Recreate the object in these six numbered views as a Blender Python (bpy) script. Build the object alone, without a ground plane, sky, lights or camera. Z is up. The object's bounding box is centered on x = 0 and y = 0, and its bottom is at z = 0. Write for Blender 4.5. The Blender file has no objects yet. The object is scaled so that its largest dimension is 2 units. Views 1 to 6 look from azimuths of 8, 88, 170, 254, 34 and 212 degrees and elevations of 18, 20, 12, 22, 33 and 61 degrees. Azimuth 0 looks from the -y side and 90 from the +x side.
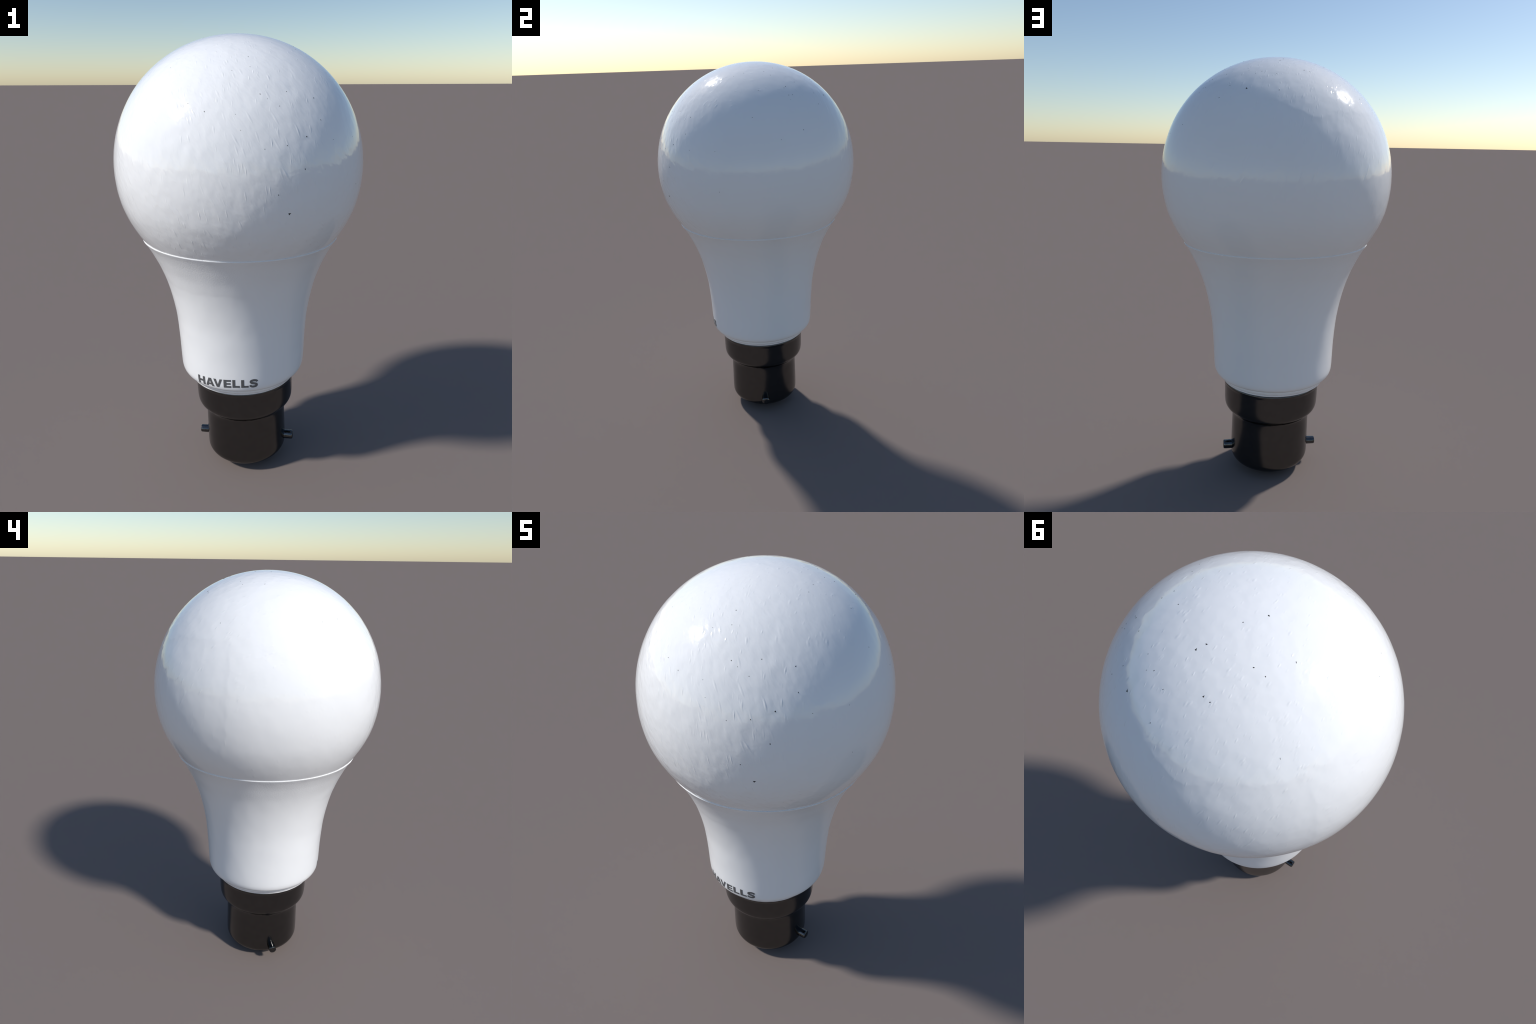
"""A white LED light bulb with a bayonet cap, standing on its cap.

Everything is turned on a lathe: globe, housing, ring, collar and cap are
surfaces of revolution with measured profiles; the pins, the contacts and the
printed letters are set onto them.  Metres, z up.
"""
import bpy
import bmesh
import math
import random
from mathutils import Vector, noise

random.seed(11)
TAU = 2 * math.pi

# ------------------------------------------------------------------ materials


def new_material(name):
    m = bpy.data.materials.new(name)
    m.use_nodes = True
    nt = m.node_tree
    nt.nodes.clear()
    out = nt.nodes.new("ShaderNodeOutputMaterial")
    bsdf = nt.nodes.new("ShaderNodeBsdfPrincipled")
    nt.links.new(bsdf.outputs[0], out.inputs[0])
    return m, nt, bsdf


def node(nt, kind, **values):
    n = nt.nodes.new(kind)
    for k, v in values.items():
        if hasattr(n, k):
            setattr(n, k, v)
        else:
            n.inputs[k].default_value = v
    return n


def mapped(nt, scale, rotation=(0, 0, 0)):
    co = nt.nodes.new("ShaderNodeTexCoord")
    mp = nt.nodes.new("ShaderNodeMapping")
    mp.inputs["Scale"].default_value = scale
    mp.inputs["Rotation"].default_value = rotation
    nt.links.new(co.outputs["Object"], mp.inputs["Vector"])
    return mp.outputs[0]


def slanted(nt, scale, turn, seed=0.0):
    """Object coordinates leaned over about y, then stretched."""
    first = mapped(nt, (1, 1, 1), (0, turn, 0))
    mp = nt.nodes.new("ShaderNodeMapping")
    mp.inputs["Scale"].default_value = scale
    mp.inputs["Location"].default_value = (seed, seed, seed)
    nt.links.new(first, mp.inputs["Vector"])
    return mp.outputs[0]


def ramp(nt, source, stops):
    r = nt.nodes.new("ShaderNodeValToRGB")
    els = r.color_ramp.elements
    while len(els) < len(stops):
        els.new(0.5)
    for e, (p, c) in zip(els, stops):
        e.position = p
        e.color = (c, c, c, 1) if not isinstance(c, tuple) else (*c, 1)
    nt.links.new(source, r.inputs[0])
    return r.outputs[0]


def bump(nt, height, distance, strength, below=None):
    b = node(nt, "ShaderNodeBump", Strength=strength, Distance=distance)
    nt.links.new(height, b.inputs["Height"])
    if below is not None:
        nt.links.new(below, b.inputs["Normal"])
    return b.outputs[0]


def math_node(nt, op, a, b):
    n = nt.nodes.new("ShaderNodeMath")
    n.operation = op
    for i, v in enumerate((a, b)):
        if isinstance(v, (int, float)):
            n.inputs[i].default_value = v
        else:
            nt.links.new(v, n.inputs[i])
    return n.outputs[0]


WHITE = (0.935, 0.935, 0.94)


def globe_material():
    m, nt, bsdf = new_material("glossy_white_plastic")
    bsdf.inputs["Roughness"].default_value = 0.10
    bsdf.inputs["IOR"].default_value = 1.5
    # a faintly mottled white
    n1 = node(nt, "ShaderNodeTexNoise", Scale=5.0, Detail=4.0)
    nt.links.new(mapped(nt, (1, 1, 1)), n1.inputs["Vector"])
    col = ramp(nt, n1.outputs[0], [(0.3, tuple(0.985 * c for c in WHITE)), (0.7, WHITE)])
    nt.links.new(col, bsdf.inputs["Base Color"])
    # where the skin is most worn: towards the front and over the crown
    geo = nt.nodes.new("ShaderNodeTexCoord")
    from_centre = node(nt, "ShaderNodeVectorMath", operation="SUBTRACT")
    nt.links.new(geo.outputs["Object"], from_centre.inputs[0])
    from_centre.inputs[1].default_value = (0, 0, 1.47)
    zones = []
    for axis, full in (((0.30, -1.80, 0.10), 0.95), ((-0.25, 1.15, 1.25), 0.70)):
        toward = node(nt, "ShaderNodeVectorMath", operation="DOT_PRODUCT")
        nt.links.new(from_centre.outputs[0], toward.inputs[0])
        toward.inputs[1].default_value = axis
        zones.append(ramp(nt, toward.outputs["Value"], [(0.25, 0.28), (0.80, full)]))
    worn = math_node(nt, "MAXIMUM", zones[0], zones[1])
    # broad soft dents, then finer slanting mottle
    n2 = node(nt, "ShaderNodeTexNoise", Scale=1.0, Detail=1.0, Roughness=0.5)
    nt.links.new(mapped(nt, (17, 17, 11)), n2.inputs["Vector"])
    b1 = bump(nt, math_node(nt, "MULTIPLY", n2.outputs[0], worn), 0.0027, 1.0)
    n3 = node(nt, "ShaderNodeTexNoise", Scale=1.0, Detail=1.5, Roughness=0.5, Distortion=0.25)
    nt.links.new(slanted(nt, (52, 40, 26), 0.75), n3.inputs["Vector"])
    b1 = bump(nt, math_node(nt, "MULTIPLY", n3.outputs[0], zones[0]), 0.0011, 1.0, b1)
    # faint flat facets with soft borders
    v1 = node(nt, "ShaderNodeTexVoronoi", feature="SMOOTH_F1", Scale=1.0, Smoothness=0.2)
    nt.links.new(slanted(nt, (34, 26, 16), 0.6), v1.inputs["Vector"])
    b2 = bump(nt, math_node(nt, "MULTIPLY", v1.outputs["Distance"], worn), 0.0010, 1.0, b1)
    # short thin slanting scuffs
    b3 = b2
    for turn, size, seed in ((0.36, 1.0, 0.0), (0.16, 1.3, 3.7), (0.55, 0.9, 8.2)):
        v = node(nt, "ShaderNodeTexVoronoi", feature="F1", Scale=1.0, Randomness=1.0)
        nt.links.new(slanted(nt, (78 * size, 34 * size, 12 * size), turn, seed), v.inputs["Vector"])
        streak = ramp(nt, v.outputs["Distance"], [(0.0, 1.0), (0.18, 0.4), (0.34, 0.0)])
        gate = ramp(nt, v.outputs["Color"], [(0.64, 0.0), (0.85, 1.0)])
        h = math_node(nt, "MULTIPLY", math_node(nt, "MULTIPLY", streak, gate), worn)
        b3 = bump(nt, h, 0.0011, 1.0, b3)
    nt.links.new(b3, bsdf.inputs["Normal"])
    return m


def housing_material():
    m, nt, bsdf = new_material("satin_white_plastic")
    bsdf.inputs["Roughness"].default_value = 0.22
    bsdf.inputs["IOR"].default_value = 1.5
    n1 = node(nt, "ShaderNodeTexNoise", Scale=6.0, Detail=4.0)
    nt.links.new(mapped(nt, (1, 1, 0.5)), n1.inputs["Vector"])
    col = ramp(nt, n1.outputs[0], [(0.3, tuple(0.985 * c for c in WHITE)), (0.7, WHITE)])
    nt.links.new(col, bsdf.inputs["Base Color"])
    n2 = node(nt, "ShaderNodeTexNoise", Scale=1.0, Detail=0.6)
    nt.links.new(mapped(nt, (13, 13, 9)), n2.inputs["Vector"])
    b1 = bump(nt, n2.outputs[0], 0.0024, 0.8)
    # fine orange-peel grain that fades out below the rim
    n3 = node(nt, "ShaderNodeTexNoise", Scale=190.0, Detail=2.0)
    co = nt.nodes.new("ShaderNodeTexCoord")
    nt.links.new(co.outputs["Object"], n3.inputs["Vector"])
    sep = nt.nodes.new("ShaderNodeSeparateXYZ")
    nt.links.new(co.outputs["Object"], sep.inputs[0])
    band = ramp(nt, math_node(nt, "MULTIPLY", sep.outputs[2], 0.5),
                [(0.49, 0.0), (0.555, 1.0)])
    grain = ramp(nt, n3.outputs[0], [(0.40, 0.0), (0.62, 1.0)])
    b2 = bump(nt, math_node(nt, "MULTIPLY", grain, band), 0.0004, 0.4, b1)
    nt.links.new(b2, bsdf.inputs["Normal"])
    return m


def black_material():
    m, nt, bsdf = new_material("polished_black_metal")
    bsdf.inputs["Metallic"].default_value = 1.0
    n1 = node(nt, "ShaderNodeTexNoise", Scale=30.0, Detail=5.0)
    nt.links.new(mapped(nt, (1, 1, 1)), n1.inputs["Vector"])
    col = ramp(nt, n1.outputs[0], [(0.3, (0.100, 0.098, 0.096)), (0.7, (0.112, 0.110, 0.107))])
    nt.links.new(col, bsdf.inputs["Base Color"])
    bsdf.inputs["Roughness"].default_value = 0.20
    n2 = node(nt, "ShaderNodeTexNoise", Scale=240.0, Detail=2.0)
    nt.links.new(mapped(nt, (1, 1, 1)), n2.inputs["Vector"])
    nt.links.new(bump(nt, n2.outputs[0], 0.0003, 0.35), bsdf.inputs["Normal"])
    return m


def pin_material():
    m, nt, bsdf = new_material("dark_steel")
    bsdf.inputs["Metallic"].default_value = 1.0
    bsdf.inputs["Roughness"].default_value = 0.08
    n1 = node(nt, "ShaderNodeTexNoise", Scale=60.0, Detail=3.0)
    nt.links.new(mapped(nt, (1, 1, 1)), n1.inputs["Vector"])
    col = ramp(nt, n1.outputs[0], [(0.3, (0.095, 0.098, 0.10)), (0.7, (0.13, 0.132, 0.135))])
    nt.links.new(col, bsdf.inputs["Base Color"])
    nt.links.new(bump(nt, n1.outputs[0], 0.0012, 0.4), bsdf.inputs["Normal"])
    return m


def ink_material(name, colour, rough):
    m, nt, bsdf = new_material(name)
    n1 = node(nt, "ShaderNodeTexNoise", Scale=90.0, Detail=3.0)
    nt.links.new(mapped(nt, (1, 1, 1)), n1.inputs["Vector"])
    col = ramp(nt, n1.outputs[0], [(0.3, tuple(0.9 * c for c in colour)), (0.7, colour)])
    nt.links.new(col, bsdf.inputs["Base Color"])
    bsdf.inputs["Roughness"].default_value = rough
    return m


# -------------------------------------------------------------------- helpers


def smooth_profile(points, step):
    """Catmull-Rom through (r, z) control points, resampled about every `step`."""
    out = []
    n = len(points)
    for i in range(n - 1):
        p0, p1, p2, p3 = (Vector(points[max(i - 1, 0)]), Vector(points[i]),
                          Vector(points[i + 1]), Vector(points[min(i + 2, n - 1)]))
        k = max(1, round((p2 - p1).length / step))
        for j in range(k):
            t = j / k
            q = 0.5 * (2 * p1 + (p2 - p0) * t + (2 * p0 - 5 * p1 + 4 * p2 - p3) * t * t
                       + (3 * p1 - p0 - 3 * p2 + p3) * t ** 3)
            out.append((q.x, q.y))
    out.append(tuple(points[-1]))
    return out


def link(name, mesh, material, parent=None, angle=None):
    o = bpy.data.objects.new(name, mesh)
    bpy.context.scene.collection.objects.link(o)
    if material:
        mesh.materials.append(material)
    mesh.polygons.foreach_set("use_smooth", [True] * len(mesh.polygons))
    if angle:
        mesh.set_sharp_from_angle(angle=math.radians(angle))
    if parent:
        o.parent = parent
    return o


def lathe(name, profile, segments, place, material, parent, angle=None, relief=None):
    """Turn a (r, z) profile, listed bottom to top; `place` puts a ring point."""
    bm = bmesh.new()
    rings = []
    for r, z in profile:
        if r < 1e-5:
            rings.append([bm.verts.new(place(0, 0, z))])
            continue
        ring = []
        for i in range(segments):
            a = TAU * i / segments
            rr = r + (relief(r, a, z) if relief else 0.0)
            ring.append(bm.verts.new(place(rr, a, z)))
        rings.append(ring)
    for lo, hi in zip(rings, rings[1:]):
        for i in range(segments):
            j = (i + 1) % segments
            if len(lo) == 1 and len(hi) == 1:
                continue
            if len(lo) == 1:
                bm.faces.new((lo[0], hi[j], hi[i]))
            elif len(hi) == 1:
                bm.faces.new((lo[i], lo[j], hi[0]))
            else:
                bm.faces.new((lo[i], lo[j], hi[j], hi[i]))
    bm.normal_update()
    me = bpy.data.meshes.new(name)
    bm.to_mesh(me)
    bm.free()
    return link(name, me, material, parent, angle)


# The bulb was scanned with a slightly crooked cap: its axis leans a little.
def body_centre(z):
    t = min(max((z - 0.45) / 0.9, 0), 1)
    return 0.0054 * (1 - t) - 0.0002 * t, 0.0005 - 0.0001 * t


LEAN = 0.026


def foot_tilt(r, a, z):
    """The housing's foot follows the lean of the cap and straightens above it."""
    t = min(max((0.78 - z) / 0.24, 0), 1)
    return 0.5 * LEAN * r * math.cos(a) * t * t * (3 - 2 * t)


def place_body(r, a, z):
    cx, cy = body_centre(z)
    return cx + r * math.cos(a), cy + r * math.sin(a), z + foot_tilt(r, a, z)


def place_cap(r, a, z):
    cx = 0.0205 - LEAN * (z - 0.1)
    return cx + r * math.cos(a), 0.0015 + r * math.sin(a), z + LEAN * r * math.cos(a)


# --------------------------------------------------------------------- object
bulb = bpy.data.objects.new("light_bulb", None)
bpy.context.scene.collection.objects.link(bulb)
bulb["label"] = "white LED light bulb standing on black bayonet cap"
bulb["category"] = "light bulb"

M_GLOBE, M_HOUSING, M_BLACK, M_PIN = (globe_material(), housing_material(),
                                      black_material(), pin_material())
M_INK = ink_material("grey_print", (0.115, 0.117, 0.121), 0.35)
M_SCAN_CHIP = ink_material("scan_hole_chip", (0.020, 0.019, 0.018), 0.6)  # for the added chips that stand in for scan mesh holes

# globe: a sphere that draws in a little just above the seam
R_GLOBE, Z_GLOBE, Z_SEAM = 0.5294, 1.4706, 1.171


def globe_radius(z):
    h = abs(z - Z_GLOBE) / R_GLOBE
    p = 2.025 if z > Z_GLOBE else 2.0        # the dome is a touch fuller than a sphere
    r = R_GLOBE * max(1 - h ** p, 0) ** (1 / p)
    t = min(max((1.33 - z) / (1.33 - Z_SEAM), 0), 1)
    return r - 0.0042 * t * t * (3 - 2 * t) - 0.0012 * t


def globe_patch(a, z):
    """A slightly sunken patch at the back with a ragged upper and side border."""
    east = (-124 - math.degrees(a) - 90) % 360          # degrees past the side border
    if east > 180:
        return 0.0
    el = math.degrees(math.asin(max(-1, min(1, (z - Z_GLOBE) / R_GLOBE))))
    wob = noise.noise(Vector((east * 0.16, 4.2, 0))) * 1.6 + noise.noise(Vector((east * 0.5, 1.1, 0))) * 0.8
    top = 32.0 - 4.0 * min(max((east - 32) / 18, 0), 1) + 10 * min(max((east - 48) / 20, 0), 1) + wob
    side = east + noise.noise(Vector((el * 0.13, 9.1, 0))) * 2.2 - max(0, (-8 - el) * 0.5)
    d = min(top - el, side) * math.pi / 180 * R_GLOBE
    if d <= 0:
        return 0.0
    strength = min(max((90 - east) / 40, 0), 1) * min(max((el + 26) / 12, 0), 1)
    return -0.085 * d * math.exp(-d / 0.045) * strength


def globe_relief(r, a, z):
    p = Vector((r * math.cos(a), r * math.sin(a), z))
    soft = noise.noise(p * 9.0) * 0.0007 + noise.noise(p * 21.0 + Vector((7, 3, 1))) * 0.00022
    fade = min(r / 0.06, 1.0)
    return soft * fade + globe_patch(a, z)


globe_profile = [(0.30, 1.160), (0.415, 1.1615), (globe_radius(1.164), 1.164)]
lowest = math.asin((1.168 - Z_GLOBE) / R_GLOBE)
STEPS = 290
for i in range(STEPS + 1):
    e = lowest + (math.pi / 2 - lowest) * i / STEPS
    z = Z_GLOBE + R_GLOBE * math.sin(e)
    globe_profile.append((globe_radius(z) if i < STEPS else 0.0, z))
globe = lathe("globe", globe_profile, 580, place_body, M_GLOBE, bulb, 50, globe_relief)

# housing: flared trumpet, lip at the seam, rounded foot
flare = [
    (0.2700, 0.5075), (0.2755, 0.5105), (0.2825, 0.5160), (0.2885, 0.5250), (0.2922, 0.5385),
    (0.2938, 0.5540), (0.2948, 0.5750), (0.2956, 0.6000), (0.2972, 0.6500), (0.2998, 0.7000),
    (0.3032, 0.7500), (0.3079, 0.8000), (0.3155, 0.8500), (0.3252, 0.9000), (0.3373, 0.9500),
    (0.3525, 1.0000), (0.3710, 1.0500), (0.3942, 1.1000), (0.4070, 1.1250), (0.4215, 1.1500),
    (0.4295, 1.1620)]
FOOT = smooth_profile(flare, 0.006)


def housing_radius(z):
    for (r0, z0), (r1, z1) in zip(FOOT, FOOT[1:]):
        if z <= z1:
            return r0 + (r1 - r0) * max(0, (z - z0)) / max(z1 - z0, 1e-6)
    return FOOT[-1][0]


def housing_relief(r, a, z):
    if r < 0.263:
        return 0.0
    p = Vector((r * math.cos(a), r * math.sin(a), z))
    soft = noise.noise(p * 8.0 + Vector((2, 9, 4))) * 0.0006
    az = (math.degrees(a) + 90 + 180) % 360 - 180       # azimuth from the front
    edge = 0.992 - 0.0010 * max(az, 0) + noise.noise(Vector((az * 0.11, 5.5, 0))) * 0.012
    if z > edge and -80 < az < 30:
        d = z - edge
        soft += 0.055 * d * math.exp(-d / 0.035) * min((az + 80) / 30, 1) * min((30 - az) / 20, 1)
    if z > 1.16:      # the seam edge is a little ragged
        soft += noise.noise(Vector((math.cos(a) * 14, math.sin(a) * 14, 3.1))) * 0.0007
    return soft


lip = [(0.4330, 1.1675), (0.4352, 1.1705), (0.4350, 1.1722), (0.4290, 1.1732), (0.4100, 1.1700)]
housing = lathe("housing", [(0.240, 0.5042)] + FOOT + lip, 300, place_body,
                M_HOUSING, bulb, 48, housing_relief)

# stepped white ring between housing and collar
ring_profile = [(0.225, 0.4755), (0.2485, 0.4758), (0.2512, 0.4768), (0.2530, 0.4795),
                (0.2532, 0.4822), (0.2515, 0.4832), (0.2520, 0.4848), (0.2560, 0.4858),
                (0.2590, 0.4900), (0.2615, 0.4950), (0.2635, 0.5005), (0.2630, 0.5035),
                (0.2600, 0.5060), (0.2500, 0.5080)]


def ring_relief(r, a, z):
    return noise.noise(Vector((math.cos(a) * 9, math.sin(a) * 9, z * 120))) * 0.0008


lathe("ring", ring_profile, 220, place_body, M_HOUSING, bulb, 40, ring_relief)


def black_relief(r, a, z):
    edge = max(0.0, 1 - abs(z - 0.466) / 0.010) + max(0.0, 1 - abs(z - 0.305) / 0.014)
    p = Vector((math.cos(a) * 10, math.sin(a) * 10, z * 60))
    return noise.noise(p) * 0.0018 * edge


# collar and cap barrel
collar_profile = ([(0.150, 0.3020), (0.1960, 0.3040)]
                  + smooth_profile([(0.2060, 0.3120), (0.2170, 0.3190), (0.2255, 0.3280),
                                    (0.2312, 0.3400), (0.2335, 0.3560), (0.2343, 0.3750),
                                    (0.2347, 0.4000), (0.2350, 0.4250), (0.2355, 0.4500)], 0.004)
                  + [(0.2385, 0.4560), (0.2405, 0.4620), (0.2395, 0.4675), (0.2350, 0.4720), (0.2150, 0.4750)])
collar = lathe("collar", collar_profile, 220, place_cap, M_BLACK, bulb, 45, black_relief)

barrel_profile = ([(0.0, 0.0060), (0.085, 0.0060)]
                  + smooth_profile([(0.1160, 0.0068), (0.1350, 0.0120), (0.1560, 0.0255),
                                    (0.1690, 0.0350), (0.1805, 0.0440), (0.1890, 0.0540), (0.1945, 0.0680), (0.1957, 0.0850),
                                    (0.1957, 0.1250), (0.1950, 0.1750), (0.1943, 0.2250),
                                    (0.1938, 0.2600), (0.1945, 0.2820), (0.1975, 0.2980),
                                    (0.2030, 0.3060)], 0.005)
                  + [(0.1900, 0.3120)])
cap = lathe("bayonet_cap", barrel_profile, 220, place_cap, M_BLACK, bulb, 45, black_relief)


# bayonet pins: short rounded studs on a small collar
def turned_stud(name, radius, inner, tip, centre, direction, material, parent):
    prof = smooth_profile([(radius * 1.0, inner), (radius * 0.99, inner + 0.6 * (tip - inner)),
                           (radius * 0.97, tip - 0.35 * radius),
                           (radius * 0.86, tip - 0.10 * radius), (radius * 0.62, tip - 0.01 * radius),
                           (radius * 0.30, tip)], 0.003) + [(0.0, tip)]
    d = Vector(direction).normalized()
    side = d.cross(Vector((0, 0, 1)))
    if side.length < 0.1:
        side = d.cross(Vector((0, 1, 0)))
    side.normalize()
    up = d.cross(side)
    c = Vector(centre)

    def place(r, a, s):
        return tuple(c + d * s + side * (r * math.cos(a)) + up * (r * math.sin(a)))

    def relief(r, a, s):
        return noise.noise(Vector((math.cos(a) * 1.5, math.sin(a) * 1.5, s * 40))) * radius * 0.025

    return lathe(name, prof, 40, place, material, parent, 50, relief)


turned_stud("pin", 0.0228, 0.15, 0.2385, (0.0205, 0.0015, 0.0990), (1, -0.004, LEAN), M_PIN, cap)
turned_stud("pin", 0.0198, 0.15, 0.2420, (0.0205, 0.0015, 0.0965), (-1, 0.016, -LEAN), M_PIN, cap)

# contacts under the cap, on which the bulb stands
for side_x in (-1, 1):
    turned_stud("contact", 0.030, -0.010, 0.0170, (0.022 + 0.050 * side_x, 0.0015, 0.0170),
                (0, 0, -1), M_PIN, cap)

# ------------------------------------------------------------------ lettering
# Bold wide capitals drawn in a unit box and wrapped onto the housing's foot.


def thick_line(points, half):
    """Outline of a stroke of half-width `half(t)` along a centre line."""
    left, right = [], []
    n = len(points)
    for i in range(n):
        a, b = Vector(points[max(i - 1, 0)]), Vector(points[min(i + 1, n - 1)])
        t = (b - a).normalized()
        nrm = Vector((-t.y, t.x))
        p = Vector(points[i])
        h = half(i / (n - 1))
        left.append(tuple(p + nrm * h))
        right.append(tuple(p - nrm * h))
    return left + right[::-1]


S_SPINE = smooth_profile([(0.90, 0.715), (0.80, 0.845), (0.52, 0.895), (0.24, 0.835), (0.165, 0.705),
                          (0.27, 0.585), (0.50, 0.515), (0.76, 0.435), (0.84, 0.295), (0.74, 0.160),
                          (0.49, 0.105), (0.22, 0.150), (0.09, 0.310)], 0.035)
GLYPHS = {
    "H": [[(0, 0), (.30, 0), (.30, .37), (.70, .37), (.70, 0), (1, 0), (1, 1), (.70, 1), (.70, .62),
           (.30, .62), (.30, 1), (0, 1)]],
    "A": [[(0, 0), (.27, 0), (.335, .19), (.665, .19), (.73, 0), (1, 0), (.655, 1), (.345, 1)],
          [(.405, .39), (.50, .70), (.595, .39)]],
    "V": [[(.36, 0), (.64, 0), (1, 1), (.72, 1), (.50, .33), (.28, 1), (0, 1)]],
    "E": [[(0, 0), (1, 0), (1, .225), (.38, .225), (.38, .40), (.93, .40), (.93, .60), (.38, .60),
           (.38, .775), (.98, .775), (.98, 1), (0, 1)]],
    "L": [[(0, 0), (1, 0), (1, .24), (.39, .24), (.39, 1), (0, 1)]],
    "S": [thick_line(S_SPINE, lambda t: 0.135 if 0.12 < t < 0.88 else 0.125)],
}
# letter, first and last azimuth in degrees round the foot
WORD = [("H", -33.2, -25.0), ("A", -24.2, -15.7), ("V", -16.3, -8.2), ("E", -6.9, -0.2),
        ("L", 0.9, 7.2), ("L", 8.4, 14.8), ("S", 15.4, 23.0)]


def print_line(az):
    """Height of the baseline and of the cap line at an azimuth."""
    t = min(max((az + 36) / 40, 0), 1)
    return 0.5235 + 0.0185 * t - 0.001 * max(0, (az - 12) / 12), 0.5660 + 0.0160 * t


def glyph_mesh(name, outlines, a0, a1):
    cu = bpy.data.curves.new(name, "CURVE")
    cu.dimensions = "2D"
    cu.fill_mode = "BOTH"
    cu.extrude = 0.5
    for pts in outlines:
        sp = cu.splines.new("POLY")
        sp.points.add(len(pts) - 1)
        for q, (x, y) in zip(sp.points, pts):
            q.co = (x, y, 0, 1)
        sp.use_cyclic_u = True
    tmp = bpy.data.objects.new(name, cu)
    bpy.context.scene.collection.objects.link(tmp)
    me = bpy.data.meshes.new_from_object(tmp.evaluated_get(bpy.context.evaluated_depsgraph_get()))
    bpy.data.objects.remove(tmp)
    bpy.data.curves.remove(cu)
    bm = bmesh.new()
    bm.from_mesh(me)
    bmesh.ops.remove_doubles(bm, verts=bm.verts, dist=1e-5)
    for axis in (0, 1):
        for k in range(1, 12):
            co = [0, 0, 0]
            no = [0, 0, 0]
            co[axis], no[axis] = k / 12, 1
            bmesh.ops.bisect_plane(bm, geom=bm.verts[:] + bm.edges[:] + bm.faces[:], dist=1e-5,
                                   plane_co=co, plane_no=no)
    for v in bm.verts:
        az = a0 + v.co.x * (a1 - a0)
        low, high = print_line(az)
        z = low + v.co.y * (high - low)
        z -= foot_tilt(0.29, math.radians(az - 90), z)
        r = housing_radius(z) + (0.0009 if v.co.z > 0 else -0.004)
        v.co = place_body(r, math.radians(az - 90), z)
    bmesh.ops.recalc_face_normals(bm, faces=bm.faces)
    me.clear_geometry()
    bm.to_mesh(me)
    bm.free()
    return me


for ch, a0, a1 in WORD:
    link("letter", glyph_mesh("letter", GLYPHS[ch], a0, a1), M_INK, housing, 30)

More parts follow.
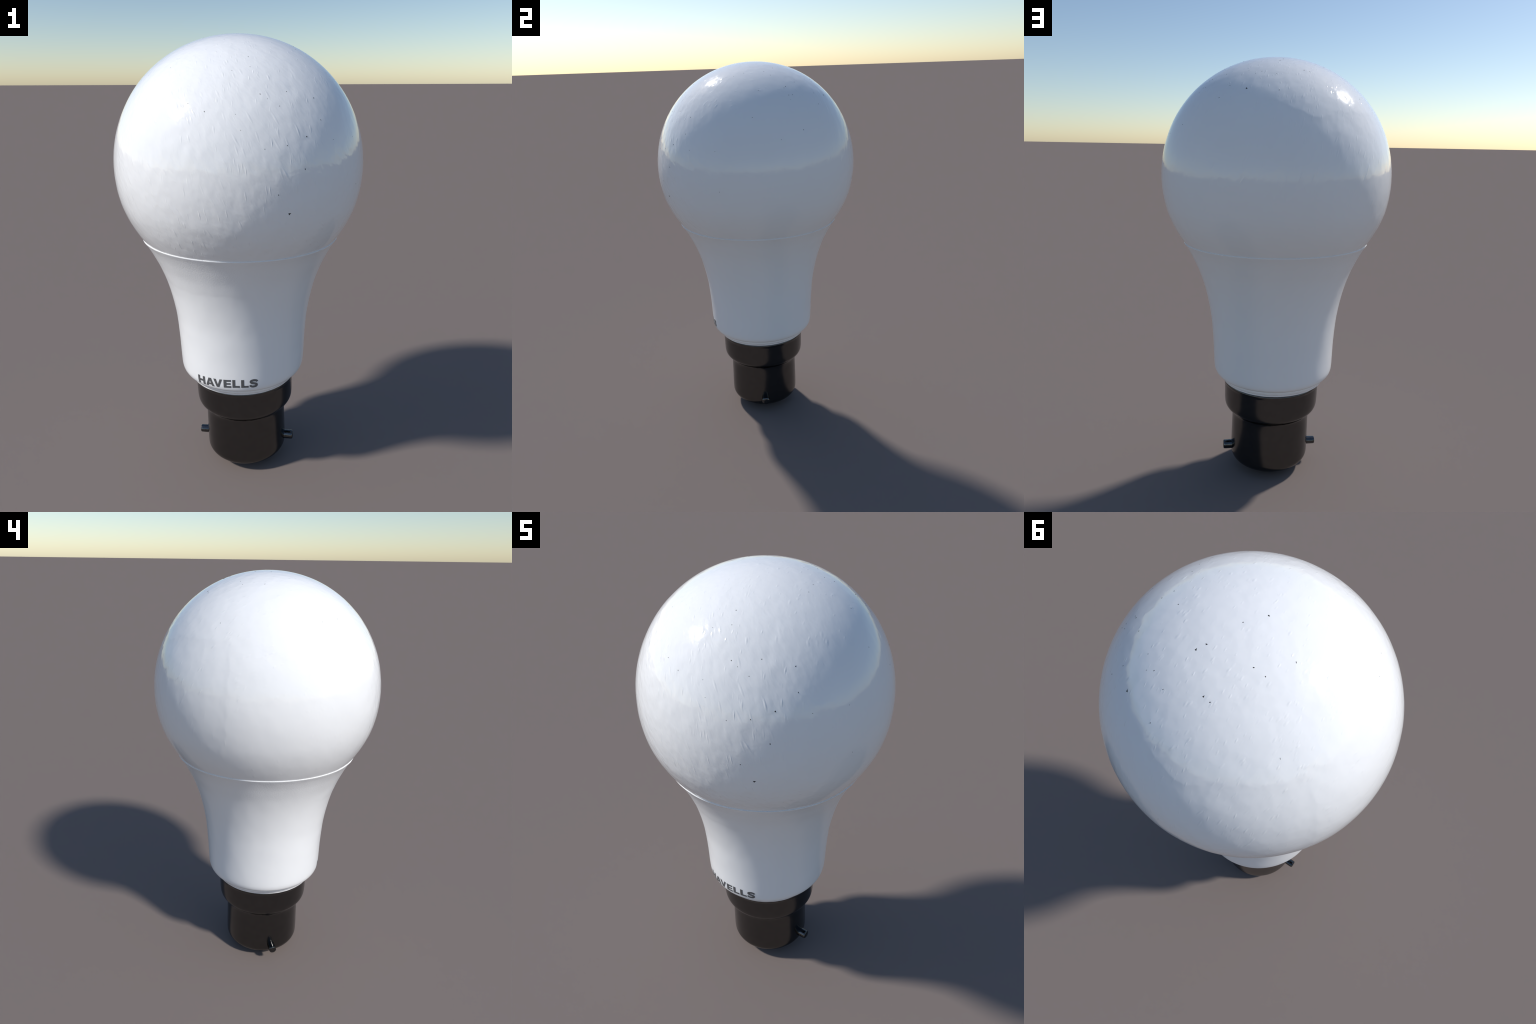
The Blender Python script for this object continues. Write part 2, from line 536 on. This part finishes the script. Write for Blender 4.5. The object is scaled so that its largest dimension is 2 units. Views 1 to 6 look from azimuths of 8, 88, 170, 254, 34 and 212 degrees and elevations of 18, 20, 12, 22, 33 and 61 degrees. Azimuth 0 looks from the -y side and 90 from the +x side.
# ------------------------------------------------------- dark flecks on globe
# azimuth, elevation (degrees), size, elongation: dark chips added in place of small holes in the scan mesh
FLECKS = [
    (30, -11, 7.0, 1.4), (36, 6, 5.0, 2.0), (-12, 31, 3.0, 1.4), (-4, 28, 4.0, 2.0), (20, 35, 3.0, 1.4),
    (33, 36, 3.0, 1.4), (23, 33, 2.0, 1.4), (28, 30, 2.5, 1.4), (47, 33, 4.0, 1.4), (47, 24, 4.0, 2.0),
    (38, 18, 4.0, 1.4), (29, 15, 4.0, 2.0), (11, 21, 2.0, 1.4), (9, 27, 2.0, 1.4), (20, 14, 2.5, 1.4),
    (25, -3, 3.5, 1.4), (52, 16, 3.0, 2.0), (79, 64, 3.0, 1.4), (93, 49, 3.0, 1.4), (17, 54, 3.0, 1.4),
    (17, 48, 2.5, 1.4), (7, 46, 2.0, 1.4), (-33, 48, 2.0, 1.4), (70, -4, 3.0, 3.0), (68, 16, 2.0, 1.4),
    (152, 43, 6.0, 1.4), (137, 38, 4.0, 2.0), (140, 45, 3.0, 1.4), (154, 53, 4.0, 4.0), (158, 55, 4.0, 2.5),
    (171, 42, 4.0, 3.0), (172, 68, 5.0, 1.4), (177, 71, 4.5, 1.4), (-102, 81, 4.0, 1.4), (-152, 81, 3.0, 1.4),
    (120, 69, 3.5, 1.4), (103, 65, 3.5, 2.0), (108, 61, 3.5, 2.0), (114, 50, 3.0, 1.4), (115, 42, 3.0, 3.0),
    (128, 54, 3.0, 1.4), (147, 56, 2.0, 1.4), (-141, 67, 3.5, 1.4), (-134, 64, 3.0, 1.4), (-111, 65, 4.5, 3.0),
    (-134, 40, 5.0, 5.0), (-169, 57, 4.5, 1.4), (-165, 56, 4.0, 2.0), (88, 33, 3.0, 1.4), (117, 25, 3.5, 1.4),
    (103, 21, 2.0, 1.4), (69, 61, 2.5, 1.4), (116, 51, 4.0, 1.4), (115, 45, 3.0, 1.4), (118, 45, 3.0, 1.4),
    (169, 53, 2.5, 1.4), (-75, 41, 2.0, 1.4), (-63, 42, 2.0, 1.4)]
bm = bmesh.new()
for az, el, size, elong in FLECKS:
    a, e = math.radians(az - 90), math.radians(el)
    n = Vector((math.cos(e) * math.cos(a), math.cos(e) * math.sin(a), math.sin(e)))
    east = Vector((-math.sin(a), math.cos(a), 0))
    north = n.cross(east)
    turn = random.uniform(-0.5, 0.5) + (0 if elong > 2 else random.choice((0, 1.2)))
    u = north * math.cos(turn) + east * math.sin(turn)
    w = n.cross(u)
    z = Z_GLOBE + R_GLOBE * n.z
    r = globe_radius(z) + globe_relief(math.hypot(n.x, n.y) * R_GLOBE, a, z)
    c = Vector(place_body(r, a, z))
    length = size * 0.0029
    width = length / elong
    corners = 3 if size >= 4.5 and elong < 2 else 5
    rim = []
    for k in range(corners):
        t = TAU * k / corners
        f = random.uniform(0.6, 1.0) if corners == 5 else random.uniform(0.9, 1.25)
        rim.append(bm.verts.new(c + u * (math.cos(t) * length * 0.5 * f)
                                + w * (math.sin(t) * width * 0.5 * f) - n * 0.0005))
    top = bm.verts.new(c + n * 0.0009 + u * random.uniform(-.1, .1) * length)
    for k in range(corners):
        bm.faces.new((rim[k], rim[(k + 1) % corners], top))
bmesh.ops.recalc_face_normals(bm, faces=bm.faces)
me = bpy.data.meshes.new("fleck")
bm.to_mesh(me)
bm.free()
flecks = link("fleck", me, M_SCAN_CHIP, globe)
flecks["kind"] = "stuff"
